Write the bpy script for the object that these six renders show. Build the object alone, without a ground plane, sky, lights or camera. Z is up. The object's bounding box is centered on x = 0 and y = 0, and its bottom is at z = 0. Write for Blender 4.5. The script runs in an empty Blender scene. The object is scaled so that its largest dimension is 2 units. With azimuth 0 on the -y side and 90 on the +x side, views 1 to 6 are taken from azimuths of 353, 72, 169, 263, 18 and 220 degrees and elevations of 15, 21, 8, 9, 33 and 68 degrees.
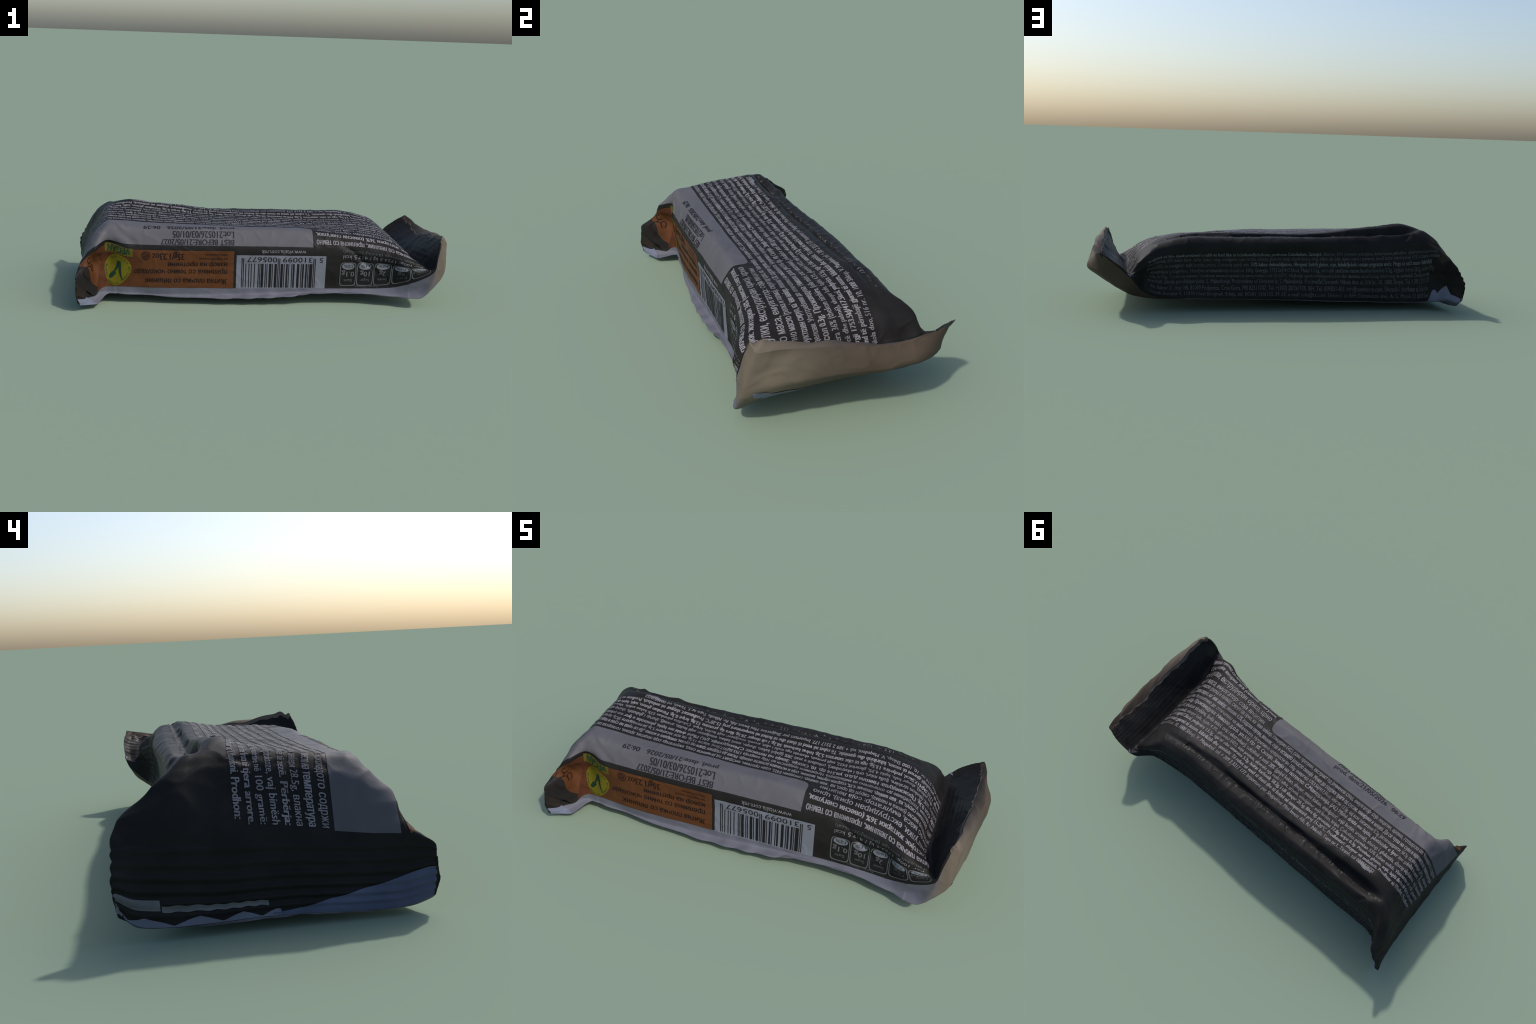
import bpy, bmesh, math, random
import numpy as np
from mathutils import Vector, noise

random.seed(7)
rng = np.random.default_rng(7)

# ---------------------------------------------------------------- interpolation
def pchip_slopes(x, y):
    h = np.diff(x); d = np.diff(y) / h
    m = np.zeros_like(y)
    for i in range(1, len(x) - 1):
        if d[i-1] * d[i] > 0:
            w1, w2 = 2*h[i] + h[i-1], h[i] + 2*h[i-1]
            m[i] = (w1 + w2) / (w1/d[i-1] + w2/d[i])
    m[0], m[-1] = d[0], d[-1]
    return m

def hermite(x, y, m, q):
    i = np.clip(np.searchsorted(x, q, side='right') - 1, 0, len(x) - 2)
    h = x[i+1] - x[i]; u = (q - x[i]) / h
    return ((2*u**3 - 3*u**2 + 1) * y[i] + (u**3 - 2*u**2 + u) * h * m[i]
            + (-2*u**3 + 3*u**2) * y[i+1] + (u**3 - u**2) * h * m[i+1])

def pchip(x, y, q):
    x = np.array(x, float); y = np.array(y, float)
    return hermite(x, y, pchip_slopes(x, y), q)

def smooth(a, b, x):
    u = np.clip((x - a) / (b - a), 0, 1)
    return u * u * (3 - 2 * u)

# ---------------------------------------------------------------- wrapper rails
# s runs along the bar (unfolded length), t runs round it: up the rear wall, over
# the back, down the front wall, under the belly.  Each rail is one lengthwise line
# of the film, (s, x, y, z); the skin is lofted through the rails.
S0, S1 = -1.21, 1.12
RAILS = []
def rail(t, *pts):
    RAILS.append((t, pts))

# rear bottom fold
rail(0.00, (-1.21, -.965, .360, .052), (-1.13, -.960, .385, .066), (-1.05, -.915, .320, .072), (-0.98, -.872, .306, .055), (-0.9, -.835, .276, .050),
     (-0.8, -.785, .268, .046), (-0.45, -.450, .270, .052), (0, .000, .268, .064), (0.45, .450, .268, .072), (0.63, .620, .285, .078),
     (0.75, .715, .308, .114), (0.84, .775, .394, .190), (0.89, .797, .404, .214), (1, .862, .406, .272), (1.12, .934, .393, .324))
# rear wall, low
rail(0.12, (-1.21, -.978, .385, .062), (-1.13, -.985, .405, .095), (-1.05, -.940, .362, .175), (-0.98, -.890, .325, .200), (-0.9, -.842, .276, .205),
     (-0.8, -.785, .268, .195), (-0.45, -.450, .275, .190), (0, .000, .266, .192), (0.45, .450, .262, .190), (0.63, .620, .274, .188),
     (0.75, .710, .304, .200), (0.84, .772, .374, .212), (0.89, .797, .388, .213), (1, .862, .388, .265), (1.12, .937, .373, .314))
# rear wall, high
rail(0.22, (-1.21, -.982, .405, .085), (-1.13, -.992, .412, .165), (-1.05, -.950, .412, .246), (-0.98, -.906, .395, .297), (-0.9, -.866, .318, .327),
     (-0.8, -.790, .268, .315), (-0.45, -.450, .272, .300), (0, .000, .270, .296), (0.45, .450, .266, .290), (0.63, .620, .290, .285),
     (0.75, .722, .338, .252), (0.84, .782, .362, .216), (0.89, .797, .350, .212), (1, .865, .350, .258), (1.12, .939, .345, .304))
# rear lobe of the back seam
rail(0.305, (-1.21, -.972, .350, .040), (-1.13, -.978, .358, .150), (-1.05, -.949, .362, .258), (-0.98, -.907, .335, .322), (-0.9, -.861, .295, .377),
     (-0.8, -.795, .262, .390), (-0.45, -.450, .264, .376), (-0.2, -.200, .274, .374), (0, .000, .284, .370), (0.45, .450, .273, .362),
     (0.63, .630, .280, .340), (0.75, .735, .330, .285), (0.84, .786, .330, .222), (0.89, .797, .308, .210), (1, .868, .308, .250),
     (1.12, .941, .304, .293))
# crest of the rear lobe
rail(0.36, (-1.21, -.966, .270, .030), (-1.13, -.965, .275, .138), (-1.05, -.948, .278, .252), (-0.98, -.910, .268, .336), (-0.9, -.857, .242, .404),
     (-0.8, -.800, .222, .430), (-0.7, -.700, .230, .417), (-0.45, -.450, .232, .401), (0, .000, .240, .393), (0.45, .450, .240, .391),
     (0.63, .640, .246, .358), (0.75, .743, .252, .288), (0.84, .784, .258, .212), (0.89, .797, .260, .199), (1, .870, .260, .246),
     (1.12, .941, .258, .285))
# bottom of the seam groove
rail(0.40, (-1.21, -.963, .215, .030), (-1.13, -.960, .218, .132), (-1.05, -.939, .220, .248), (-0.98, -.900, .212, .334), (-0.9, -.847, .195, .404),
     (-0.8, -.800, .186, .434), (-0.7, -.700, .182, .385), (-0.5, -.500, .182, .375), (-0.25, -.250, .185, .380), (0, .000, .188, .378),
     (0.3, .300, .190, .380), (0.45, .450, .198, .384), (0.63, .640, .210, .358), (0.75, .746, .215, .290), (0.84, .784, .216, .212),
     (0.89, .797, .216, .198), (1, .871, .216, .244), (1.12, .941, .214, .281))
# rear edge of the seam crease
rail(0.382, (-1.21, -.965, .240, .030), (-1.13, -.963, .245, .135), (-1.05, -.944, .248, .251), (-0.98, -.905, .238, .336), (-0.9, -.852, .218, .407),
     (-0.8, -.800, .202, .435), (-0.7, -.700, .204, .417), (-0.45, -.450, .200, .403), (0, .000, .206, .397), (0.45, .450, .214, .396),
     (0.63, .640, .224, .360), (0.75, .745, .230, .290), (0.84, .784, .234, .212), (0.89, .797, .234, .198), (1, .871, .234, .245),
     (1.12, .941, .232, .283))
# front lip of the seam crease
rail(0.425, (-1.21, -.960, .180, .030), (-1.13, -.955, .182, .126), (-1.05, -.933, .184, .245), (-0.98, -.892, .180, .333), (-0.9, -.841, .170, .410),
     (-0.8, -.797, .166, .439), (-0.7, -.700, .158, .453), (-0.6, -.600, .158, .443), (-0.45, -.450, .162, .433), (-0.25, -.250, .168, .411),
     (0, .000, .170, .405), (0.3, .300, .172, .407), (0.45, .450, .180, .405), (0.63, .638, .190, .366), (0.75, .743, .195, .292),
     (0.84, .783, .198, .212), (0.89, .797, .198, .197), (1, .872, .198, .243), (1.12, .941, .195, .280))
# top of the back
rail(0.57, (-1.21, -.955, .030, .032), (-1.13, -.950, .035, .120), (-1.05, -.925, .035, .235), (-0.98, -.884, .035, .318), (-0.9, -.838, .035, .402),
     (-0.8, -.790, .035, .436), (-0.7, -.700, .035, .438), (-0.6, -.600, .035, .428), (-0.45, -.450, .035, .414), (-0.25, -.250, .035, .395),
     (0, .000, .035, .386), (0.3, .300, .035, .378), (0.45, .450, .040, .378), (0.63, .635, .045, .358), (0.75, .735, .055, .292),
     (0.84, .784, .060, .214), (0.89, .798, .060, .195), (1, .873, .062, .252), (1.12, .940, .065, .297))
rail(0.67, (-1.21, -.950, -.060, .030), (-1.13, -.947, -.055, .115), (-1.05, -.925, -.055, .226), (-0.98, -.887, -.055, .306), (-0.9, -.838, -.055, .394),
     (-0.8, -.790, -.062, .428), (-0.6, -.600, -.062, .412), (-0.25, -.250, -.062, .391), (0, .000, -.062, .382), (0.3, .300, -.062, .369),
     (0.45, .450, -.062, .368), (0.63, .635, -.062, .350), (0.75, .738, -.056, .288), (0.84, .787, -.052, .212), (0.89, .801, -.050, .196),
     (1, .873, -.045, .264), (1.12, .934, -.040, .323))
# line where the pale date panel starts
rail(0.77, (-1.21, -.947, -.160, .025), (-1.13, -.945, -.155, .106), (-1.05, -.929, -.150, .214), (-0.98, -.894, -.152, .290), (-0.9, -.846, -.155, .378),
     (-0.8, -.790, -.160, .414), (-0.6, -.600, -.160, .402), (-0.25, -.250, -.160, .386), (0, .000, -.160, .378), (0.25, .250, -.160, .373),
     (0.45, .450, -.165, .366), (0.63, .635, -.170, .338), (0.75, .740, -.175, .286), (0.84, .788, -.175, .204), (0.89, .808, -.170, .197),
     (1, .873, -.165, .280), (1.12, .930, -.155, .347))
# rounded front top corner
rail(0.855, (-1.21, -.945, -.250, .020), (-1.13, -.943, -.245, .100), (-1.05, -.935, -.245, .204), (-0.98, -.909, -.252, .272), (-0.9, -.860, -.252, .352),
     (-0.8, -.790, -.246, .398), (-0.7, -.700, -.246, .388), (-0.45, -.450, -.244, .382), (-0.15, -.150, -.238, .378), (0.25, .250, -.240, .366),
     (0.45, .450, -.254, .350), (0.63, .635, -.274, .325), (0.75, .742, -.303, .280), (0.84, .802, -.278, .220), (0.89, .825, -.275, .208),
     (1, .876, -.265, .290), (1.12, .924, -.255, .361))
# lower edge of the date panel
rail(0.92, (-1.21, -.943, -.318, .020), (-1.13, -.940, -.320, .098), (-1.05, -.938, -.325, .199), (-0.98, -.910, -.325, .255), (-0.9, -.862, -.325, .306),
     (-0.8, -.797, -.268, .332), (-0.7, -.700, -.283, .314), (-0.45, -.450, -.284, .308), (0, .000, -.284, .304), (0.25, .250, -.285, .301),
     (0.45, .450, -.288, .296), (0.63, .635, -.324, .280), (0.75, .750, -.362, .252), (0.84, .826, -.350, .218), (0.89, .838, -.335, .207),
     (1, .880, -.318, .292), (1.12, .920, -.302, .367))
# middle of the front wall (folds out to the ear at the left end)
rail(1.02, (-1.21, -.938, -.405, .042), (-1.13, -.945, -.412, .110), (-1.05, -.945, -.412, .176), (-0.98, -.886, -.335, .205), (-0.91, -.866, -.274, .215),
     (-0.86, -.845, -.260, .214), (-0.8, -.797, -.250, .210), (-0.7, -.700, -.278, .202), (-0.45, -.450, -.287, .202), (0, .000, -.286, .200),
     (0.25, .250, -.287, .198), (0.45, .450, -.290, .194), (0.63, .630, -.320, .200), (0.75, .748, -.378, .202), (0.84, .838, -.378, .206),
     (0.89, .855, -.380, .206), (1, .884, -.362, .287), (1.12, .914, -.342, .369))
# front bottom fold, where the dark back film ends
rail(1.13, (-1.21, -.930, -.405, .036), (-1.13, -.930, -.403, .050), (-1.05, -.895, -.355, .055), (-0.98, -.862, -.305, .050), (-0.91, -.840, -.275, .074),
     (-0.8, -.797, -.256, .088), (-0.45, -.450, -.285, .088), (0, .000, -.283, .082), (0.3, .300, -.285, .082), (0.55, .550, -.300, .086),
     (0.66, .660, -.328, .098), (0.75, .758, -.366, .132), (0.84, .850, -.398, .185), (0.89, .872, -.405, .210), (1, .890, -.392, .287),
     (1.12, .910, -.362, .365))
# tuck between the front wall and the lip
rail(1.165, (-1.21, -.928, -.401, .033), (-1.05, -.872, -.345, .034), (-0.98, -.848, -.302, .040), (-0.91, -.825, -.262, .058), (-0.8, -.795, -.254, .060),
     (-0.63, -.630, -.268, .054), (-0.45, -.450, -.280, .050), (-0.25, -.250, -.286, .050), (0, .000, -.286, .053), (0.12, .120, -.286, .057),
     (0.3, .300, -.290, .064), (0.55, .550, -.312, .066), (0.7, .700, -.348, .070), (0.8, .800, -.375, .100), (0.9, .870, -.405, .165),
     (1, .908, -.395, .250), (1.12, .924, -.358, .355))
# loose lip under the front wall
rail(1.20, (-1.21, -.925, -.396, .032), (-1.13, -.905, -.382, .028), (-1.05, -.850, -.352, .025), (-0.98, -.836, -.325, .030), (-0.9, -.810, -.275, .046),
     (-0.8, -.790, -.258, .050), (-0.63, -.630, -.272, .046), (-0.45, -.450, -.290, .040), (-0.25, -.250, -.310, .038), (0, .000, -.320, .043),
     (0.12, .120, -.320, .049), (0.3, .300, -.302, .062), (0.55, .550, -.318, .060), (0.7, .700, -.362, .056), (0.8, .800, -.401, .064),
     (0.9, .868, -.402, .120), (1, .925, -.393, .215), (1.12, .938, -.352, .343))
# belly
rail(1.29, (-1.21, -.935, -.300, .022), (-1.05, -.870, -.280, .034), (-0.9, -.830, -.240, .058), (-0.63, -.630, -.225, .047), (-0.3, -.300, -.235, .030),
     (0, .000, -.240, .034), (0.3, .300, -.225, .058), (0.55, .550, -.230, .065), (0.75, .760, -.280, .070), (0.9, .878, -.305, .130),
     (1, .950, -.308, .218), (1.12, .952, -.285, .345))
rail(1.40, (-1.21, -.942, -.120, .028), (-1.05, -.880, -.120, .034), (-0.9, -.830, -.100, .045), (-0.63, -.630, -.100, .026), (-0.3, -.300, -.100, .000),
     (0, .000, -.100, .004), (0.3, .300, -.100, .034), (0.55, .550, -.100, .060), (0.75, .750, -.120, .078), (0.9, .885, -.125, .145),
     (1, .975, -.130, .228), (1.12, .966, -.120, .337))
rail(1.52, (-1.21, -.950, .060, .032), (-1.05, -.900, .060, .036), (-0.9, -.830, .050, .044), (-0.45, -.450, .050, .022), (0, .000, .050, .022),
     (0.3, .300, .050, .042), (0.55, .550, .050, .066), (0.75, .740, .060, .086), (0.9, .885, .060, .150), (1, .990, .060, .228),
     (1.12, .974, .065, .311))
rail(1.65, (-1.21, -.958, .240, .030), (-1.05, -.920, .225, .040), (-0.9, -.840, .190, .044), (-0.45, -.450, .170, .044), (0, .000, .185, .058),
     (0.45, .450, .190, .064), (0.63, .630, .210, .066), (0.75, .735, .230, .080), (0.9, .888, .240, .150), (1, 1.000, .235, .236),
     (1.12, .974, .240, .301))
rail(1.73, (-1.21, -.958, .320, .038), (-1.05, -.925, .310, .055), (-0.9, -.850, .262, .045), (-0.45, -.450, .250, .044), (0, .000, .245, .058),
     (0.45, .450, .258, .070), (0.63, .625, .265, .068), (0.75, .725, .290, .088), (0.9, .845, .370, .154), (1, .945, .345, .245),
     (1.12, .955, .350, .321))
TP = 1.79      # perimeter: t wraps here

NS, NT = 584, 448
S = np.linspace(S0, S1, NS)
T = np.arange(NT) / NT * TP

def build_skin():
    tl = np.array([r[0] for r in RAILS])
    ctrl = np.zeros((len(RAILS), NS, 3))
    for k, (t, pts) in enumerate(RAILS):
        a = np.array(pts)
        # zigzag cut of the right seal and a slightly wavy left edge
        for c in range(3):
            ctrl[k, :, c] = pchip(a[:, 0], a[:, c+1], S)
    n = len(tl)
    ext_t = np.concatenate([tl[-3:] - TP, tl, tl[:3] + TP])
    ext = np.concatenate([ctrl[-3:], ctrl, ctrl[:3]])
    # tangents: tempered finite differences
    d = np.diff(ext, axis=0) / np.diff(ext_t)[:, None, None]
    m = np.zeros_like(ext)
    h = np.diff(ext_t)
    for i in range(1, len(ext_t) - 1):
        w = h[i-1] / (h[i-1] + h[i])
        m[i] = (d[i-1] * (1 - w) + d[i] * w) * 0.85
    P = np.zeros((NS, NT, 3))
    idx = np.clip(np.searchsorted(ext_t, T, side='right') - 1, 0, len(ext_t) - 2)
    for j, (t, i) in enumerate(zip(T, idx)):
        u = (t - ext_t[i]) / h[i]
        P[:, j] = ((2*u**3 - 3*u**2 + 1) * ext[i] + (u**3 - 2*u**2 + u) * h[i] * m[i]
                   + (-2*u**3 + 3*u**2) * ext[i+1] + (u**3 - u**2) * h[i] * m[i+1])
    return P

def grid_normals(P):
    ds = np.gradient(P, axis=0)
    dt = np.roll(P, -1, axis=1) - np.roll(P, 1, axis=1)
    n = np.cross(dt, ds)
    return n / (np.linalg.norm(n, axis=2, keepdims=True) + 1e-9)

P = build_skin()
# outward test: on the back the normal must point up
N = grid_normals(P)
if N[NS//2, int(.57/TP*NT), 2] < 0:
    FLIP = -1.0
else:
    FLIP = 1.0
N *= FLIP

SS, TT = np.meshgrid(S, T, indexing='ij')

def crumple(P):
    """fine film wrinkles, creases, crimp ribs and dents, as displacement along the normal"""
    out = np.zeros((NS, NT))
    for i in range(NS):
        for j in range(NT):
            x, y, z = P[i, j]
            v = Vector((x * 5, y * 8, z * 8))
            out[i, j] = 0.0034 * noise.noise(v) + 0.0014 * noise.noise(v * 2.3)
            c = abs(noise.noise(Vector((x * 11 + y * 6, y * 9 - x * 3, z * 13 + 4))))
            out[i, j] += 0.0016 * max(0, 0.22 - c) / 0.22
    return out

D = crumple(P)
# uneven dents on the outside of the flared seal, irregular dips along the seam crease
for i in range(NS):
    if S[i] > .86:
        w = smooth(.86, .98, S[i])
        for j in range(int(1.13 / TP * NT), NT):
            x, y, z = P[i, j]
            D[i, j] += w * .010 * noise.noise(Vector((x * 3, y * 5.5, z * 9 + 2)))
seam_dip = np.array([max(0, noise.noise(Vector((s * 6.5, 3.1, 0)))) + .4 * max(0, noise.noise(Vector((s * 19, 8.2, 0)))) for s in S])
D -= (.018 * seam_dip * (np.abs(S + .1) < .62))[:, None] * np.exp(-((TT - .402) / .014) ** 2)
# small sharp crinkles on the pale lip, the seal rims and round the gusset folds
crinkle = np.exp(-((TT - 1.20) / .05) ** 2) + smooth(.98, 1.10, SS) + np.exp(-((SS + .93) / .10) ** 2) * .8 + .35 * np.exp(-((TT - .34) / .06) ** 2)
for i in range(NS):
    for j in range(NT):
        w = crinkle[i, j]
        if w > .15:
            x, y, z = P[i, j]
            v = Vector((x * 16 + z * 5, y * 14 + x * 4, z * 17))
            D[i, j] += min(w, 1) * .0055 * (.32 - abs(noise.noise(v)))
# tension folds radiating from the seals
def pucker(sc, sgn, amp, freq, phase):
    w = np.exp(-((SS - sc) / .16) ** 2)
    return amp * w * np.sin(TT * freq + phase + 2.0 * np.sin(SS * 9))
D += pucker(.80, 1, .0014, 62, .3) * (TT < 1.13) + pucker(-.98, 1, .0014, 55, 1.0) * (TT < 1.13)
# belly edge is rumpled
D *= 1 - .7 * np.exp(-((TT - 1.19) / .06) ** 2)
D += .0035 * np.exp(-((TT - 1.20) / .05) ** 2) * np.sin(SS * 38 + 3 * np.sin(SS * 7)) * (np.abs(SS) < .75)
# crimp ribs across both seals
ribL = smooth(-1.045, -1.07, SS) * (1 - smooth(-1.185, -1.20, SS)) * ((TT > .12) & (TT < 1.02))
D += .0030 * ribL * np.sin((SS + 1.05) * 2 * math.pi / .0235 + .8 * np.sin(TT * 5))
ribR = smooth(.90, .93, SS) * ((TT > .0) & (TT < 1.13))
D += .0004 * ribR * np.sin((SS - .90) * 2 * math.pi / .027 + .9 * np.sin(TT * 6))

def dent(s, t, rs, rt, depth, ang=0.0):
    global D
    c, k = math.cos(ang), math.sin(ang)
    u = (SS - s) * c + (TT - t) * k
    v = -(SS - s) * k + (TT - t) * c
    D -= depth * np.exp(-(u / rs) ** 2 - (v / rt) ** 2)

# pinches and dents of the film
dent(-.70, .89, .05, .018, .007, .5)
dent(-.775, .935, .05, .022, .016, -.25)
dent(-.74, .845, .04, .016, -.008, .7)
dent(-.30, .86, .20, .02, -.004)
dent(.10, .84, .14, .02, -.004)
dent(.42, .90, .04, .02, .006, .8)
dent(.52, .985, .09, .012, .012, .7)
dent(.63, 1.00, .05, .03, .010, .3)
dent(-.52, .40, .05, .012, .010)
dent(-.66, .40, .07, .016, .016)
dent(-.56, .345, .03, .02, -.006, .5)
dent(-.70, .325, .03, .012, .008, -.7)
dent(-.75, .34, .03, .012, -.008, .7)
dent(-.20, .40, .10, .010, .006)
dent(.12, .40, .12, .010, .010)
dent(.33, .42, .06, .010, .006)
dent(-.87, .55, .06, .02, .005, 1.2)
dent(-.90, .28, .06, .018, .010, .4)
P = P + N * D[..., None]

def tri_wave(x):
    return np.abs((x % 1.0) - .5) * 2
# the right rim is wavy
rim = smooth(1.0, 1.12, SS) * (.006 * np.sin(TT * 21 + 1) + .004 * np.sin(TT * 47)) * ((TT < 1.13))
P[..., 2] += rim; P[..., 0] += rim * .5
P[..., 2] = np.maximum(P[..., 2], 0.0)
N = grid_normals(P) * FLIP

def on_skin(s, t, h=0.0):
    """point of the wrapper at unfolded position (s, t), lifted h above the film"""
    s = np.asarray(s, float); t = np.asarray(t, float)
    a = np.clip((s - S0) / (S1 - S0) * (NS - 1), 0, NS - 1.001)
    b = (t % TP) / TP * NT
    i = a.astype(int); fa = (a - i)[..., None]
    j = b.astype(int) % NT; fb = (b - np.floor(b))[..., None]; j2 = (j + 1) % NT
    def lerp(G):
        return (G[i, j] * (1-fa) * (1-fb) + G[i+1, j] * fa * (1-fb)
                + G[i, j2] * (1-fa) * fb + G[i+1, j2] * fa * fb)
    n = lerp(N); n /= np.linalg.norm(n, axis=-1, keepdims=True)
    return lerp(P) + n * h, n

# ---------------------------------------------------------------- materials
def film(name, col, rough=.55, spec=.12, mottled=.10, scale=9.0, second=None, bump=.15):
    m = bpy.data.materials.new(name); m.use_nodes = True
    nt = m.node_tree; nd = nt.nodes; lk = nt.links
    b = nd['Principled BSDF']
    b.inputs['Roughness'].default_value = rough
    b.inputs['Specular IOR Level'].default_value = spec
    tc = nd.new('ShaderNodeTexCoord')
    n1 = nd.new('ShaderNodeTexNoise'); n1.inputs['Scale'].default_value = scale; n1.inputs['Detail'].default_value = 5
    lk.new(tc.outputs['Object'], n1.inputs['Vector'])
    r = nd.new('ShaderNodeValToRGB')
    r.color_ramp.elements[0].position = .3; r.color_ramp.elements[1].position = .7
    lo = [c * (1 - mottled) for c in col]; hi = [c * (1 + mottled) for c in col]
    if second: hi = second
    r.color_ramp.elements[0].color = (*lo, 1); r.color_ramp.elements[1].color = (*hi, 1)
    lk.new(n1.outputs['Fac'], r.inputs['Fac'])
    lk.new(r.outputs['Color'], b.inputs['Base Color'])
    n2 = nd.new('ShaderNodeTexNoise'); n2.inputs['Scale'].default_value = 160; n2.inputs['Detail'].default_value = 3
    lk.new(tc.outputs['Object'], n2.inputs['Vector'])
    bp = nd.new('ShaderNodeBump'); bp.inputs['Strength'].default_value = bump; bp.inputs['Distance'].default_value = .002
    lk.new(n2.outputs['Fac'], bp.inputs['Height']); lk.new(bp.outputs['Normal'], b.inputs['Normal'])
    return m

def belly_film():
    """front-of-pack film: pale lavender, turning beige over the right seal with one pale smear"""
    m = film('pale_front_film', (.112, .114, .140), mottled=.12)
    nt = m.node_tree; nd = nt.nodes; lk = nt.links
    b = nd['Principled BSDF']; ramp = [n for n in nd if n.type == 'VALTORGB'][0]
    tc = [n for n in nd if n.type == 'TEX_COORD'][0]
    sep = nd.new('ShaderNodeSeparateXYZ'); lk.new(tc.outputs['Object'], sep.inputs[0])
    nz = nd.new('ShaderNodeTexNoise'); nz.inputs['Scale'].default_value = 6; lk.new(tc.outputs['Object'], nz.inputs['Vector'])
    def mth(op, a, bb):
        n = nd.new('ShaderNodeMath'); n.operation = op
        for k, v in enumerate((a, bb)):
            if isinstance(v, (int, float)): n.inputs[k].default_value = v
            else: lk.new(v, n.inputs[k])
        return n.outputs[0]
    def ramp01(v, lo, hi):
        n = nd.new('ShaderNodeMapRange'); n.inputs[1].default_value = lo; n.inputs[2].default_value = hi
        n.interpolation_type = 'SMOOTHSTEP'; lk.new(v, n.inputs[0]); return n.outputs[0]
    X, Y, Z = sep.outputs
    # beige beyond a slanted line x + .5 y
    a = mth('ADD', mth('ADD', X, mth('MULTIPLY', Y, .55)), mth('MULTIPLY', nz.outputs['Fac'], .06))
    beige_mask = ramp01(a, .62, .72)
    c2 = nd.new('ShaderNodeValToRGB'); e = c2.color_ramp.elements
    e[0].position = .32; e[0].color = (.070, .055, .046, 1); e[1].position = .68; e[1].color = (.140, .117, .086, 1)
    n3 = nd.new('ShaderNodeTexNoise'); n3.inputs['Scale'].default_value = 2.6; n3.inputs['Detail'].default_value = 6
    lk.new(tc.outputs['Object'], n3.inputs['Vector']); lk.new(n3.outputs['Fac'], c2.inputs['Fac'])
    mix = nd.new('ShaderNodeMix'); mix.data_type = 'RGBA'
    lk.new(beige_mask, mix.inputs['Factor']); lk.new(ramp.outputs['Color'], mix.inputs['A']); 
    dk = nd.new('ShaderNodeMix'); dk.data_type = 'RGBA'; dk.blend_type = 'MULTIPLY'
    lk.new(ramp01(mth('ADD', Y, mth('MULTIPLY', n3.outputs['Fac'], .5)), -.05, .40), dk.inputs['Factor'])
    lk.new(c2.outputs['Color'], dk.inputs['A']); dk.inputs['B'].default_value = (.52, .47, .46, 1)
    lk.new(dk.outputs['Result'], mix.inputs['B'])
    lk.new(mix.outputs['Result'], b.inputs['Base Color'])
    return m

M_DARK = film('charcoal_film', (.0125, .0116, .0113), second=(.0165, .0154, .0150), rough=.5, spec=.10)
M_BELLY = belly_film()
M_GREY = film('grey_panel_film', (.088, .086, .096), mottled=.08, scale=6)
M_ORANGE = film('orange_film', (.074, .0270, .0105), second=(.102, .039, .0140), scale=8)
M_FOLD_SHADE = film('painted_fold_shade', (.045, .016, .009), second=(.085, .028, .012), scale=10)
M_INK = film('small_print_ink', (.188, .178, .192), mottled=.32, scale=14, bump=0)
M_INK_DIM = film('dim_print_ink', (.070, .075, .075), mottled=.3, scale=20, bump=0)
M_INK_MID = film('rear_bold_ink', (.105, .112, .112), mottled=.25, scale=18, bump=0)
M_SEAM_INK = film('worn_print_ink', (.060, .058, .056), second=(.15, .15, .15), scale=11, bump=0)
M_STAMP = film('stamp_ink', (.016, .014, .020), bump=0)
M_BROWN_INK = film('brown_ink', (.014, .008, .007), bump=0)
M_WHITE = film('barcode_white', (.150, .158, .190), mottled=.06)
M_BLACK = film('barcode_black', (.011, .010, .011), bump=0)
M_YELLOW = film('badge_yellow', (.128, .108, .008), mottled=.08)
M_YELLOW_BOX = film('badge_olive_yellow', (.080, .068, .009), mottled=.1)
M_GREEN = film('badge_green', (.010, .032, .017), bump=0)
M_OUTLINE = film('icon_outline_ink', (.10, .105, .11), bump=0)
M_ICON = film('icon_oval_ink', (.14, .15, .168), bump=0)
M_BLUEWHITE = film('pale_blue_print', (.125, .14, .19), mottled=.15)
M_WEDGE = film('sky_tinted_wedge', (.075, .088, .145), mottled=.2)  # colour darkened and blued for the seal's shade and reflected sky
M_STRIPE = film('pale_stripe_print', (.12, .125, .135), mottled=.18, scale=22)
M_UMBER = film('umber_print', (.016, .013, .011), second=(.024, .018, .014))
M_SHEEN = film('worn_blue_rub', (.05, .07, .13), mottled=.4, scale=30)

# ---------------------------------------------------------------- object helpers
root = bpy.data.objects.new('wrapped_cereal_bar', None)
bpy.context.collection.objects.link(root)
root['label'] = 'dark printed foil wrapped cereal bar lying face down'
root['category'] = 'snack bar'

def add_mesh(name, verts, faces, mats, parent=None, fmat=None, normals=None, kind=None):
    me = bpy.data.meshes.new(name)
    me.from_pydata([tuple(v) for v in verts], [], [tuple(int(a) for a in f) for f in faces])
    for m in (mats if isinstance(mats, (list, tuple)) else [mats]): me.materials.append(m)
    if fmat is not None: me.polygons.foreach_set('material_index', np.asarray(fmat, dtype=np.int32))
    me.polygons.foreach_set('use_smooth', np.ones(len(me.polygons), dtype=bool))
    me.update()
    if normals is not None: me.normals_split_custom_set_from_vertices([tuple(n) for n in normals])
    ob = bpy.data.objects.new(name, me)
    bpy.context.collection.objects.link(ob)
    ob.parent = parent or root
    if kind: ob['kind'] = kind
    return ob

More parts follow.
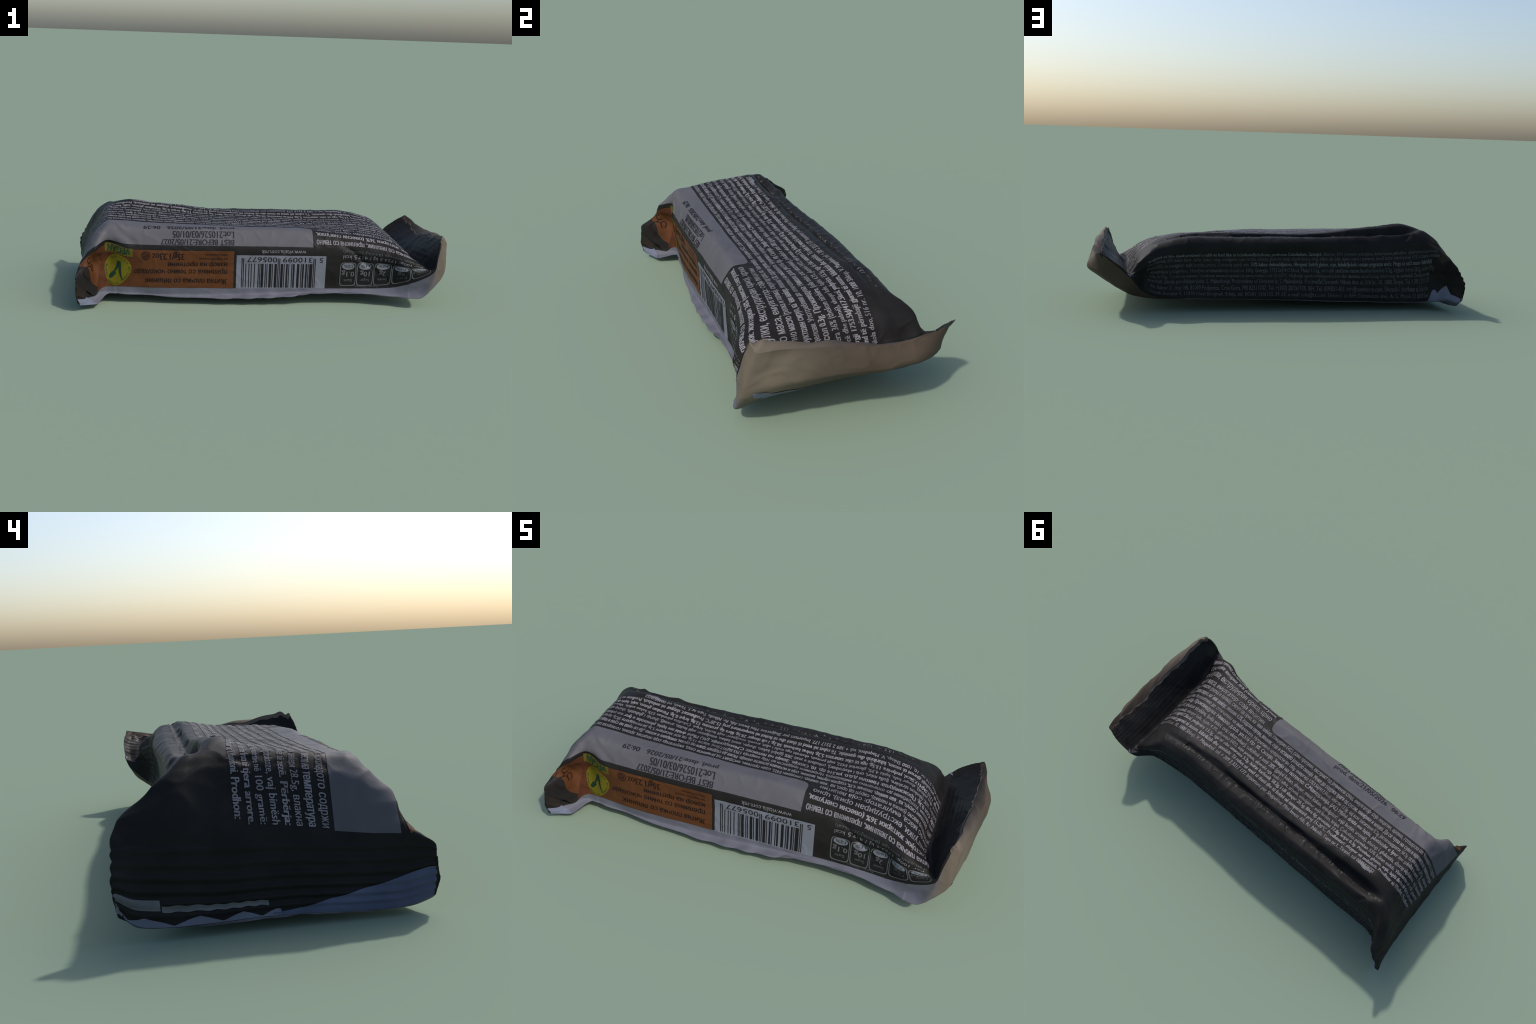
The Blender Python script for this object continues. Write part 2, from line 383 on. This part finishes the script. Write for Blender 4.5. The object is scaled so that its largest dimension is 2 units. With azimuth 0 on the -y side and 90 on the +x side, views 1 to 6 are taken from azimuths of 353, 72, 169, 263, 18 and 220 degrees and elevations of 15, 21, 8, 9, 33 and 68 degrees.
# ---------------------------------------------------------------- wrapper skin, split by part
def ti(t): return int(round((t % TP) / TP * NT)) % NT
def si(s): return int(round((s - S0) / (S1 - S0) * (NS - 1)))

flat_P = P.reshape(-1, 3); flat_N = N.reshape(-1, 3)

def region(name, i0, i1, j0, j1, mat, extra=None, parent=None):
    """faces of the skin between rows i0..i1 and columns j0..j1 (j may pass NT)"""
    faces = []
    for i in range(i0, i1):
        for j in range(j0, j1):
            a = i * NT + j % NT; b = i * NT + (j + 1) % NT
            c = (i + 1) * NT + (j + 1) % NT; d = (i + 1) * NT + j % NT
            faces.append((a, b, c, d) if FLIP > 0 else (a, d, c, b))
    f = np.array(faces)
    fm = np.zeros(len(f), int) if not isinstance(mat, list) else None
    if isinstance(mat, list):
        jj = np.tile(np.arange(j0, j1), i1 - i0) % NT
        fm = np.where(jj < jB, 0, 1)
    if extra is not None and len(extra):
        f = np.concatenate([f, extra]); fm = np.concatenate([fm, np.full(len(extra), 1 if isinstance(mat, list) else 0)])
    used, inv = np.unique(f, return_inverse=True)
    return add_mesh(name, flat_P[used], inv.reshape(f.shape), mat, fmat=fm, normals=flat_N[used], parent=parent)

jB = ti(1.13)
iL, iR = si(-1.05), si(.89)

def seal_skin(name, i0, i1):
    faces, fm = [], []
    for i in range(i0, i1):
        for j in range(NT):
            a = i * NT + j; b = i * NT + (j + 1) % NT
            c = (i + 1) * NT + (j + 1) % NT; d = (i + 1) * NT + j
            faces.append((a, b, c, d) if FLIP > 0 else (a, d, c, b)); fm.append(0 if j < jB else 1)
    used = sorted({v for f in faces for v in f}); idx = {v: k for k, v in enumerate(used)}
    return add_mesh(name, flat_P[used], [[idx[v] for v in f] for f in faces], [M_DARK, M_BELLY], fmat=fm, normals=flat_N[used])

def seal_edge(name, row, step, ta, tb, bulge, mat, parent, n=260, m=7):
    """rounded edge joining the two films at the end of a seal"""
    u = np.linspace(0, 1, n)
    A, _ = on_skin(np.full(n, S[row]), ta + (tb - ta) * u)
    B, _ = on_skin(np.full(n, S[row]), ta + TP + (tb - ta - TP) * u)
    A2, _ = on_skin(np.full(n, S[row - step]), ta + (tb - ta) * u)
    B2, _ = on_skin(np.full(n, S[row - step]), ta + TP + (tb - ta - TP) * u)
    o = (A - A2) + (B - B2); o /= np.linalg.norm(o, axis=1, keepdims=True)
    k = np.minimum(1, np.linalg.norm(A - B, axis=1) / .03)[:, None]
    v = np.linspace(0, 1, m)[None, :, None]
    G = A[:, None] * (1 - v) + B[:, None] * v + o[:, None] * bulge * k[:, None] * np.sin(v * math.pi) ** .8
    G = G.reshape(-1, 3)
    f = [(i * m + j, (i + 1) * m + j, (i + 1) * m + j + 1, i * m + j + 1) for i in range(n - 1) for j in range(m - 1)]
    f = np.array(f)
    q = np.cross(G[f[:, 1]] - G[f[:, 0]], G[f[:, 2]] - G[f[:, 0]])
    if (q * np.repeat(o, m, axis=0)[f[:, 0]]).sum() < 0: f = f[:, ::-1]
    return add_mesh(name, G, f, mat, parent=parent)

jg0, jg1 = ti(.305), ti(.425)
region('rear_wall_film', iL, iR, 0, jg0, M_DARK)
region('back_seam', iL, iR, jg0, jg1, M_DARK)
region('back_film', iL, iR, jg1, jB, M_DARK)
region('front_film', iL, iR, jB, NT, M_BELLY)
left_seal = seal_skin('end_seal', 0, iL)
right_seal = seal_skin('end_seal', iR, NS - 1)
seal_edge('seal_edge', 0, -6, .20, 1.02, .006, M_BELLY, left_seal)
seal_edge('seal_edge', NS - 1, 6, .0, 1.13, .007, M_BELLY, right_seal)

# ---------------------------------------------------------------- printed patches
INK0, INK1, INK2, INK3 = .0012, .0022, .0030, .0037

def patch(name, mat, fn, nu, nv, h, parent=None, closed_u=False, collect=None):
    """printed patch: fn(u, v) gives the unfolded position, u and v in 0..1"""
    u = np.linspace(0, 1, nu); v = np.linspace(0, 1, nv)
    U, V = np.meshgrid(u, v, indexing='ij')
    s, t = fn(U, V)
    p, n = on_skin(s, t, h)
    faces = []
    for i in range(nu - 1):
        for j in range(nv - 1):
            a = i * nv + j
            faces.append((a, a + nv, a + nv + 1, a + 1))
    p = p.reshape(-1, 3); n = n.reshape(-1, 3)
    f = np.array(faces)
    q = np.cross(p[f[:, 1]] - p[f[:, 0]], p[f[:, 2]] - p[f[:, 0]])
    if (q * n[f[:, 0]]).sum() < 0: f = f[:, ::-1]
    if collect is not None:
        collect.append((p, f, n)); return None
    return add_mesh(name, p, f, mat, normals=n, parent=parent)

def flush(name, mat, collected, parent=None, kind=None):
    vs, fs, ns = [], [], []; o = 0
    for p, f, n in collected:
        vs.append(p); ns.append(n); fs += [[int(a) + o for a in g] for g in f]; o += len(p)
    return add_mesh(name, np.concatenate(vs), fs, mat, normals=np.concatenate(ns), parent=parent, kind=kind)

def rect(s0, s1, t0, t1):
    return lambda U, V: (s0 + (s1 - s0) * U, t0 + (t1 - t0) * V)

def rounded(s0, s1, t0, t1, r, corners=(1, 1)):
    """box whose s1 end is rounded; corners = (t0 side, t1 side)"""
    def fn(U, V):
        s = s0 + (s1 - s0) * U
        d = np.clip((s - (s1 - r)) / r, 0, 1)
        cut = r * (1 - np.sqrt(np.clip(1 - d * d, 0, 1)))
        a = t0 + cut * corners[0]; b = t1 - cut * corners[1]
        return s, a + (b - a) * V
    return fn

# ---------------------------------------------------------------- lettering
GLYPHS = {}
STAND_IN = {'М': 'M', 'Н': 'H', 'С': 'C'}

def box(x0, x1, y0, y1): return [(x0, y0), (x1, y0), (x1, y1), (x0, y1)]

def text_mesh(body, res):
    cu = bpy.data.curves.new('lettering', 'FONT')
    cu.body = body; cu.size = 1.0; cu.resolution_u = res; cu.fill_mode = 'FRONT'
    ob = bpy.data.objects.new('lettering', cu)
    bpy.context.collection.objects.link(ob)
    dg = bpy.context.evaluated_depsgraph_get(); dg.update()
    me = bpy.data.meshes.new_from_object(ob.evaluated_get(dg))
    bpy.data.objects.remove(ob); bpy.data.curves.remove(cu)
    return me

def glyph(ch, res=2, cuts=4):
    """outline of one letter of the built-in font, cut into slices so it can bend; (verts, faces, advance)"""
    key = (ch, res, cuts)
    if key in GLYPHS: return GLYPHS[key]
    c = STAND_IN.get(ch, ch)
    def width(t):
        me = text_mesh(t, 1); x = max(v.co.x for v in me.vertices); bpy.data.meshes.remove(me); return x
    adv = width(c + 'H') - width('H')
    if ch == 'н':            # two stems and a bar
        me = bpy.data.meshes.new('lettering')
        vs = [p for b in (box(.08, .165, 0, .54), box(.42, .505, 0, .54), box(.165, .42, .235, .315)) for p in b]
        me.from_pydata([(x, y, 0) for x, y in vs], [], [(k, k + 1, k + 2, k + 3) for k in (0, 4, 8)])
    else:
        me = text_mesh(c, res)
    bm = bmesh.new(); bm.from_mesh(me)
    for q in np.linspace(-.2, .75, cuts + 2)[1:-1] if cuts else []:
        bmesh.ops.bisect_plane(bm, geom=bm.verts[:] + bm.edges[:] + bm.faces[:], plane_co=(0, q, 0), plane_no=(0, 1, 0))
    bm.verts.index_update()
    v = np.array([p.co[:2] for p in bm.verts]).reshape(-1, 2)
    f = [tuple(p.index for p in fc.verts) for fc in bm.faces]
    bm.free(); bpy.data.meshes.remove(me)
    GLYPHS[key] = (v, f, adv)
    return GLYPHS[key]

def glyph_mesh(ch):
    v, f, _ = glyph(ch)
    return v.copy(), f

def lay(body, s_start, t_base, size, length=None, bold=0.0, h=INK1, collect=None, res=2, cuts=4):
    """lay a line of lettering on the skin; it reads towards -s with its top towards +t"""
    vs, fs, hs, pen, o = [], [], [], 0.0, 0
    copies = [(0.0, 0.0)] if bold <= 0 else [(-bold, 0.0), (bold, .0003)]
    for ch in body:
        v, f, adv = glyph(ch, res, cuts)
        if len(v):
            for dx, dh in copies:
                vs.append(v + (pen + dx, 0)); hs.append(np.full(len(v), h + dh))
                fs += [[a + o for a in g] for g in f]; o += len(v)
        pen += adv
    v = np.concatenate(vs); hh = np.concatenate(hs)[:, None]
    x = v[:, 0] - v[:, 0].min(); y = v[:, 1] * size
    x = x * ((length / x.max()) if length else size)
    p, n = on_skin(s_start - x, t_base + y, hh)
    fa = []
    for g in fs:
        a, b, c = p[g[0]], p[g[1]], p[g[2]]
        d, e = b - a, c - a
        m = n[g[0]]
        k = (d[1]*e[2]-d[2]*e[1])*m[0] + (d[2]*e[0]-d[0]*e[2])*m[1] + (d[0]*e[1]-d[1]*e[0])*m[2]
        fa.append(g[::-1] if k < 0 else g)
    collect.append((p, fa, n))

# --- small print on the back: long lines, read from the right seal to the left
back_lines = [
 ("растително масло (репка и палма), сируп од ориз, кафеав шеќер, глицерин E422, соин протеин, екстракт од јачменов слад, емулгатор: соја лецитин, арома, готварска сол. Чоколадото содржи", 0),
 ("олигофруктозен сируп, кафеав шеќер, лешник 4.3%, содржи глутен, лешник, соја и останато јаткасто овошје. Може да содржи траги од сусам, кикирики и млеко. Да се чува на суво и ладно место на температура", 1),
 ("какао делови. Употребливо до: отпечатено на амбалажата. Нутритивни вредности во 100g: енергија 1753.5kJ/417.5kcal, масти 13.5g, од кои заситени 5.2g, јаглехидрати 58.2g, од кои шеќери 28.5g, влакна", 0),
 ("12.8g, сол 0.3g. Произведува: Никола д.о.о. ул.516 бр. 10, Скопје. Земја на потекло: С.Македонија. (AL) Pllakë drithi me lajthi, plotësisht e lyer me çokollatë të zezë. Përbërja:", 1),
 ("Drithëra 36% (thekon tërshëre, fjolla misri, oriz i ekstruduar), çokollatë e zezë 28% (gjalpë kakao, sheqer, masë kakao, emulgator: sojë lecitin, aromë), shurup i glukozës, shurup oligofruktoze, vaj bimësh", 0),
 ("(rapicë dhe palmë), sheqer kafe, lajthi 4.3%, glicerinë E422, sojë protein, ekstrakt nga malti i elbit, aromë, emulgator: sojë lecitin, kripë. Çokollata përmban 53% kakao solids. Vlera nutritive në 100 gramë:", 0),
 ("energji 1753.5kJ/417.5kcal, yndyrëra 13.5g, nga të cilat saturates 5.2g, hidrat karbonik 58.2g, i cili sheqer 28.5g, fibra 6g, proteina 12.8g, kripë 0.3g. Përmban gluten, sojë, lajthi dhe fruta të tjera arrore.", 1),
 ("Mund të përmbajë gjurmë të susam, kikirikësh dhe qumësht. Të ruhet në vend të thatë dhe të ftohtë në temperaturë prej 15-20°C. Prodhimtari: shtypur në ambalazh. Prodhuar në: V.Maqedoni. Prodhon:", 1),
 ("Nikola doo, 516 nr. 10, 1000 Shkup, V. Maqedoni. tel: + 389 2 3217 177. Importues per Shqiperine: Mini Invest Alb, Rr. Nikolla Tupe nr.1, Tiranë, tel 00355/4/22", 0),
]
back_print = []
ends = [-1.03, -1.03, -1.03, -1.03, -1.03, -1.03, -1.03, -1.02, -.68]
for k, (txt, heavy) in enumerate(back_lines):
    tb = .740 - k * .0345
    s_start = .86
    L = s_start - ends[k]
    lay(txt, s_start, tb, .0325, L, bold=.042 if heavy else .022, collect=back_print)
flush('back_small_print', M_INK, back_print, kind='stuff')

# --- opening lines beside the date panel
lead_print = []
for k, (txt, heavy, s_a, s_b) in enumerate([
    ("какао маса, емулгатор: соја лецитин", 0, .84, .30),
    ("снегулки, екструдиран ориз), црно", 0, .84, .28),
    ("Состојки: житарки 36% (овесни снегулки,", 1, .84, .27),
    ("Житна плочка со лешник, прелиена со темно", 1, .86, .27)]):
    lay(txt, s_a, .772 + k * .0375, .036, s_a - s_b, bold=.042 if heavy else .02, collect=lead_print)
lay("Per 100g: 1753.5 kJ / 417.5 kcal", .81, .955, .026, .40, collect=lead_print)
flush('lead_small_print', M_INK, lead_print, kind='stuff')
dim_lead = []
lay("of an adult average (8400kJ/2000kcal)", .83, .930, .022, .42, collect=dim_lead)
lay("Energy / Vitamins", .60, 1.108, .022, .12, collect=dim_lead)
flush('intake_small_print', M_INK_DIM, dim_lead, kind='stuff')

# --- rear wall print
rear_lines = [
 ("Proizvod od žita- musli proizvod u tabli na bazi žita sa lešnikom/lješnikom, prelivena čokoladom. Sastojci: žitarice 36% (ovsene pahuljice, kukuruzne pahuljice, ekstrudirani pirinač),", 1),
 ("crna čokolada 28% (kakao buter, šećer, kakao masa, emulgator: sojin lecitin, aroma), glukozni sirup, oligofruktoza sirup, biljno ulje (ulje uljane repice i palmino), smeđi šećer, lešnik/lješnik 4.3%, ječmeni ekstrakt", 0),
 ("glicerin E422, so, emulgator: sojin lecithin, aroma. Čokolada sadrži min. 53% kakao delova/dijelova. Alergeni: Sadrži gluten, soje, lešnik/lješnik i ostalo jezgrasto voće. Mogu se naći susam i kikirikija,", 1),
 ("mleka/mlijeka u tragovima. Hranljive vrednosti/vrijednosti na 100g. Energija 1753.5kJ/417.5kcal, Masti 13.5g, od kojih zasićene masne kiseline/kiseline 5.2g, Ugljeni hidrati 58.2g, šećeri 28.5g,", 0),
 ("12.8g, So 0.3g. Čuvati na suvom i hladnom mestu/mjestu na temperaturi od 15-20°C. Najbolje upotrebiti/upotrijebiti do: datuma označenog utisnutog na ambalaži. Zemlja porekla", 0),
 ("na ambalaži. Zemlja porekla/porijekla: S. Makedonija. Proizvedeno u/ Uvezeno iz: S. Makedonija. Proizvođač/Izvoznik: Nikola doo, ul. 516 br. 10, 1000 Skopje, Tel. + 389 2 3217 177.", 0),
 ("doo, Bulevar 21. maj 140, 81000 Podgorica, Crna Gora, PIB 02313707, Tel. +(382) 20/261920. BiH, Tel. 039/831-883. info@commerce.com. Uvoznik i distributer za Srbiju: doo,", 0),
 ("Uvoznik: Autoput 4, 11070 Novi Beograd, Srbija, tel. 00381 11/6155-39-23, e-mail: info@rs.com. Uvoznik za BiH: Commerce doo, A. G. Matoša 22, 88220 Široki", 0),
]
rear_print, rear_bold = [], []
for k, (txt, heavy) in enumerate(rear_lines):
    tb = .226 - k * .0282
    s0, L = .715 + .01 * (k % 3), 1.62 + .02 * (k % 2)
    if heavy:
        cut = txt.index(' ', int(len(txt) * (.55 if k == 0 else .35)))
        a, b = txt[:cut], txt[cut + 1:]
        if k: a, b = b, a     # the later heavy line is bold in its second part
        la = L * len(txt[:cut]) / len(txt)
        lay(txt[:cut], s0, tb, .0275, la - .008, bold=.040 if k == 0 else .018, collect=rear_bold if k == 0 else rear_print)
        lay(txt[cut + 1:], s0 - la, tb, .0275, L - la, bold=.018 if k == 0 else .040, collect=rear_print if k == 0 else rear_bold)
    else:
        lay(txt, s0, tb, .0275, L, bold=.018, collect=rear_print)
flush('rear_small_print', M_INK_DIM, rear_print, kind='stuff')
flush('rear_bold_print', M_INK_MID, rear_bold, kind='stuff')

# --- print along the seam ridge, mostly worn off
seam_print = []
r2 = random.Random(3)
s = .62
while s > -.80:
    w = r2.uniform(.010, .030)
    num = r2.choice(["0.3", "12.8", "13.5", "28.5", "417.5", "516"]) if r2.random() < .12 else None
    if num:
        lay(num, s, .376, .020, .010 * len(num), collect=seam_print); w = .010 * len(num)
    else:
        # a joined script stroke: a wavering thin band with a tail
        ph = r2.uniform(0, 6); a = r2.uniform(.0015, .004); th = r2.uniform(.0015, .0032); tb = .382 + r2.uniform(-.005, .005)
        patch('', None, lambda U, V, s=s, w=w, ph=ph, a=a, th=th, tb=tb: (s - w * U, tb + a * np.sin(U * 11 + ph) + th * (V - .5) * (1.2 - U)), 9, 2, INK1, collect=seam_print)
        if r2.random() < .4:
            patch('', None, lambda U, V, s=s, w=w, tb=tb: (s - w * (.4 + .12 * V), tb - .008 * U), 3, 2, INK1, collect=seam_print)
    s -= w + r2.uniform(.003, .022)
flush('seam_worn_print', M_SEAM_INK, seam_print, kind='stuff')

# ---------------------------------------------------------------- date panel
date_panel = patch('date_panel', M_GREY, rounded(-1.035, .252, .772, .918, .035, (1, 0)), 260, 36, INK0)
stamp = []
lay("prod. date:21/05/2026   06:29", -.155, .830, .036, .462, bold=.026, res=3, collect=stamp)
lay("Lot:210526/03/01/05", -.158, .864, .036, .314, bold=.026, res=3, collect=stamp)
lay("BEST BEFORE:21/05/2027", -.158, .894, .031, .373, bold=.026, res=3, collect=stamp)
flush('date_stamp', M_STAMP, stamp, parent=date_panel, kind='stuff')

# ---------------------------------------------------------------- orange label
def orange_shape(U, V):
    # left border follows the ear fold
    t = .943 + (1.131 - .943) * V
    left = -1.035 + .05 * np.sin(V * 3.0) + .12 * smooth(.62, 1.0, V)
    return left + (-.158 - left) * U, t
orange = patch('orange_label', M_ORANGE, orange_shape, 190, 42, INK0)
patch('ear_painted_shade', M_FOLD_SHADE, lambda U, V: (-.90 + .06 * np.sin(V * 4) + (.085 + .03 * V) * U, .946 + .178 * V), 30, 40, INK1, parent=orange)  # shadow of the valley between badge and ear, painted as a darker orange patch
lab = []
lay("Житна плочка со лешник", -.192, 1.082, .036, .405, bold=.022, res=3, collect=lab)
lay("прелиена со темно чоколадо", -.192, 1.038, .036, .465, bold=.022, res=3, collect=lab)
lay("извор на протеини", -.192, .999, .036, .302, bold=.022, res=3, collect=lab)
lay("35g/1.23oz", -.412, .957, .043, .162, bold=.024, res=4, collect=lab)
lay("Net weight/Нето тежина/", -.192, .976, .016, .145, collect=lab)
lay("Neto količina/Neto:", -.192, .957, .016, .115, collect=lab)
lay("e", -.594, .959, .046, .026, collect=lab)
def ring(sc, tc, rs, rt, w, name, mat, h, parent, collect=None, a0=0, a1=2*math.pi, n=48):
    return patch(name, mat, lambda U, V: (sc + (rs - w * V) * np.cos(a0 + (a1 - a0) * U), tc + (rt - w * V) * np.sin(a0 + (a1 - a0) * U)), n, 3, h, parent=parent, collect=collect)
ring(-.606, .969, .022, .019, .004, '', None, INK1, None, collect=lab)
# scroll ornament on the folded ear
for c, (a, b, r) in enumerate([(-.985, .985, .022), (-.955, .98, .020), (-.985, 1.035, .026), (-.95, 1.03, .016)]):
    ring(a, b, r, r * 1.1, .005, '', None, INK2, None, collect=lab, a0=c, a1=c + 4.6, n=24)
flush('label_lettering', M_BROWN_INK, lab, parent=orange, kind='stuff')

# vegan badge: box with word, disc, border lettering, V with a leaf
badge = patch('vegan_badge', M_YELLOW, lambda U, V: (-.748 + .074 * V * np.cos(U * 2 * math.pi), 1.048 + .076 * V * np.sin(U * 2 * math.pi)), 64, 14, INK2, parent=orange)
patch('badge_box', M_YELLOW_BOX, lambda U, V: (-.818 + .146 * U, .930 + .036 * V + .010 * U), 30, 8, INK2, parent=orange)
green = []
lay("VEGAN", -.684, .939, .038, .118, bold=.045, h=INK3, collect=green)
def stroke(pts, w0, w1, n=20):
    a = np.array(pts); k = np.linspace(0, 1, len(a))
    def fn(U, V):
        s = pchip(k, a[:, 0], U); t = pchip(k, a[:, 1], U)
        w = w0 + (w1 - w0) * U
        return s + w * (V - .5), t
    patch('', None, fn, n, 3, INK3, collect=green)
# the V is printed apex towards low t
stroke([(-.741, 1.000), (-.752, 1.040), (-.770, 1.064)], .015, .009)
stroke([(-.741, 1.000), (-.732, 1.045), (-.722, 1.068), (-.706, 1.092)], .016, .006)
def leaf(U, V):
    ang = .35; L = .036
    x = (U - .5) * L * 1.3; y = (V - .5) * .034 * np.sin(U * math.pi) ** .7
    return -.772 + x * math.cos(ang) - y * math.sin(ang), 1.070 + x * -math.sin(ang) * .8 + y * math.cos(ang)
patch('', None, leaf, 16, 8, INK3, collect=green)
word = "V-LABEL INTERNATIONAL"
for k, ch in enumerate(word):
    if ch == ' ': continue
    th = math.radians(-8 + 196 * k / (len(word) - 1))
    v, f = glyph_mesh(ch)
    v = (v - v.mean(axis=0)) * .017
    c_, s_ = math.cos(th - math.pi/2), math.sin(th - math.pi/2)
    # reading runs towards -s, so the ring of letters runs with it
    x = v[:, 0] * c_ * -1 + v[:, 1] * -s_; y = v[:, 0] * -s_ * -1 * -1 + v[:, 1] * c_
    p, n = on_skin(-.748 + .064 * math.cos(th) + x, 1.048 + .066 * math.sin(th) + y, INK3)
    green.append((p, f, n))
for k, ch in enumerate("EU.COM"):
    th = math.radians(245 + 75 * k / 5)
    v, f = glyph_mesh(ch); v = (v - v.mean(axis=0)) * .015
    c_, s_ = math.cos(th - math.pi/2), math.sin(th - math.pi/2)
    x = -v[:, 0] * c_ - v[:, 1] * s_; y = -v[:, 0] * s_ + v[:, 1] * c_
    p, n = on_skin(-.748 + .064 * math.cos(th) + x, 1.048 + .066 * math.sin(th) + y, INK3)
    green.append((p, f, n))
for a in (198, 342):
    th = math.radians(a)
    ring(-.748 + .062 * math.cos(th), 1.048 + .064 * math.sin(th), .004, .004, .004, '', None, INK3, None, collect=green, n=8)
flush('badge_lettering', M_GREEN, green, parent=orange, kind='stuff')

# ---------------------------------------------------------------- barcode
barcode = patch('barcode_label', M_WHITE, rect(-.145, .322, .962, 1.131), 90, 34, INK0)
bars = []
digit_text = "5310099005677"
L_CODES = ["0001101", "0011001", "0010011", "0111101", "0100011", "0110001", "0101111", "0111011", "0110111", "0001011"]
PARITY = "LGGLLG"
def code(d, kind):
    l = L_CODES[int(d)]
    r = ''.join('1' if c == '0' else '0' for c in l)
    return {'L': l, 'R': r, 'G': r[::-1]}[kind]
pattern = '101' + ''.join(code(d, p) for d, p in zip(digit_text[1:7], PARITY)) + '01010' + ''.join(code(d, 'R') for d in digit_text[7:]) + '101'
mod = (.268 + .118) / 95
k = 0
while k < 95:
    if pattern[k] == '1':
        e = k
        while e < 95 and pattern[e] == '1': e += 1
        guard = k < 3 or k >= 92 or 45 <= k < 50
        patch('', None, rect(.268 - k * mod, .268 - e * mod, .975 if guard else 1.003, 1.124), 2, 22, INK1, collect=bars)
        k = e
    else: k += 1
lay("5", .306, .970, .036, .018, collect=bars)
lay("310099", .250, .970, .036, .155, collect=bars)
lay("005677", .065, .970, .036, .155, collect=bars)
flush('barcode_bars', M_BLACK, bars, parent=barcode, kind='stuff')
web = []
lay("www.vitalia.com.mk", .215, .936, .030, .232, collect=web)
flush('web_address', M_INK, web, kind='stuff')

# ---------------------------------------------------------------- nutrition icons
def rrect_ring(sc, tc, hs, ht, r, w):
    def fn(U, V):
        a = U * 2 * math.pi
        c, k = np.cos(a), np.sin(a)
        e = .32   # superellipse = rounded box
        x = np.sign(c) * np.abs(c) ** e; y = np.sign(k) * np.abs(k) ** e
        return sc + (hs - w * V) * x, tc + (ht - w * V) * y
    return fn
for k, (pc, am, nm) in enumerate([("0.7%", "58kJ", "Energy"), ("7.1%", "5g", "Fat"), ("10%", "2g", "Saturates"), ("11%", "10g", "Sugar"), ("12%", "0.1g", "Salt")]):
    sc = .797 - k * .089; tc = 1.050
    icon = patch('nutrition_icon', M_OUTLINE, rrect_ring(sc, tc, .043, .061, .03, .0042), 64, 3, INK1)
    patch('icon_oval', M_ICON, lambda U, V, sc=sc: (sc + .033 * V * np.cos(U * 2 * math.pi), 1.010 + .020 * V * np.sin(U * 2 * math.pi)), 28, 6, INK1, parent=icon)
    tx = []; tx2 = []
    lay(pc, sc + .022, 1.002, .022, .044, h=INK2, collect=tx)
    flush('icon_percent', M_BLACK, tx, parent=icon, kind='stuff')
    w = .017 * len(am)
    lay(am, sc + w/2, 1.040, .034, w, bold=.03, collect=tx2)
    lay(nm, sc + .024, 1.075, .018, .046, collect=tx2)
    flush('icon_amount', M_INK_DIM if k < 2 else M_OUTLINE, tx2, parent=icon, kind='stuff')

# ---------------------------------------------------------------- print on the left end seal
def saw(x, p): return tri_wave(x / p)
patch('seal_stripe', M_STRIPE, lambda U, V: (-1.158 - .020 * V, .135 + .205 * U), 40, 4, INK1)
patch('seal_stripe', M_STRIPE, lambda U, V: (-1.167 - .014 * V - .0012 * np.sin(U * 40), .342 + .23 * U), 50, 4, INK1)
patch('zigzag_border', M_BLUEWHITE, lambda U, V: (-1.2085 + (.003 + .016 * saw(U * .46, .09)) * V, .125 + .48 * U), 120, 5, INK1)
patch('pale_wedge', M_WEDGE, lambda U, V: (-1.209 + (.008 + .085 * smooth(.0, 1.0, U)) * V, .58 + .44 * U), 80, 16, INK1)
# rear foot of the left seal
patch('pale_foot_print', M_BLUEWHITE, lambda U, V: (-1.208 + .33 * U, -.004 + (.030 + .075 * U * (1 - U) * 1.4 + .032 * saw(U, .27)) * V * (1 - smooth(.72, 1, U))), 90, 10, INK0)
# front ear: umber print with ragged pale foot
patch('ear_umber_print', M_UMBER, lambda U, V: (-1.19 + .10 * U + .10 * V, 1.022 + (.075 + .02 * np.sin(U * 7)) * V + .03 * U * V), 40, 24, INK1)
patch('ear_foot_print', M_BLUEWHITE, lambda U, V: (-1.21 + .16 * U, 1.115 + .012 * np.sin(U * 9) + .10 * V), 40, 14, INK2)
# pale chipped corner of the right seal
patch('worn_chip', M_BLUEWHITE, lambda U, V: (.905 - .035 * U + .01 * V, .010 + .085 * V * (1 - .5 * U)), 14, 14, INK1)
patch('pale_smear', M_BLUEWHITE, lambda U, V: (.865 + (.115 - .08 * V) * U, 1.262 + .16 * V + .02 * np.sin(U * 5)), 30, 40, INK1)

# beige inner face of the front film showing past the zigzag cut of the dark film
M_BEIGE = film('beige_film_inside', (.085, .066, .054), second=(.125, .103, .076), scale=4.2)
def rim_strip(U, V):
    t = .012 + 1.116 * U
    w = .003 + .020 * smooth(.3, .8, U) + .010 * tri_wave(t / .062 + .2 * np.sin(t * 9))
    return 1.119 - w * (1 - V), t
patch('rim_strip', M_BEIGE, rim_strip, 260, 5, INK0)
# worn streak after the last printed line
patch('worn_streak', M_STRIPE, lambda U, V: (-.585 - .085 * U, .462 + .018 * V + .004 * np.sin(U * 9 + V * 5) - .01 * U), 14, 4, INK1)
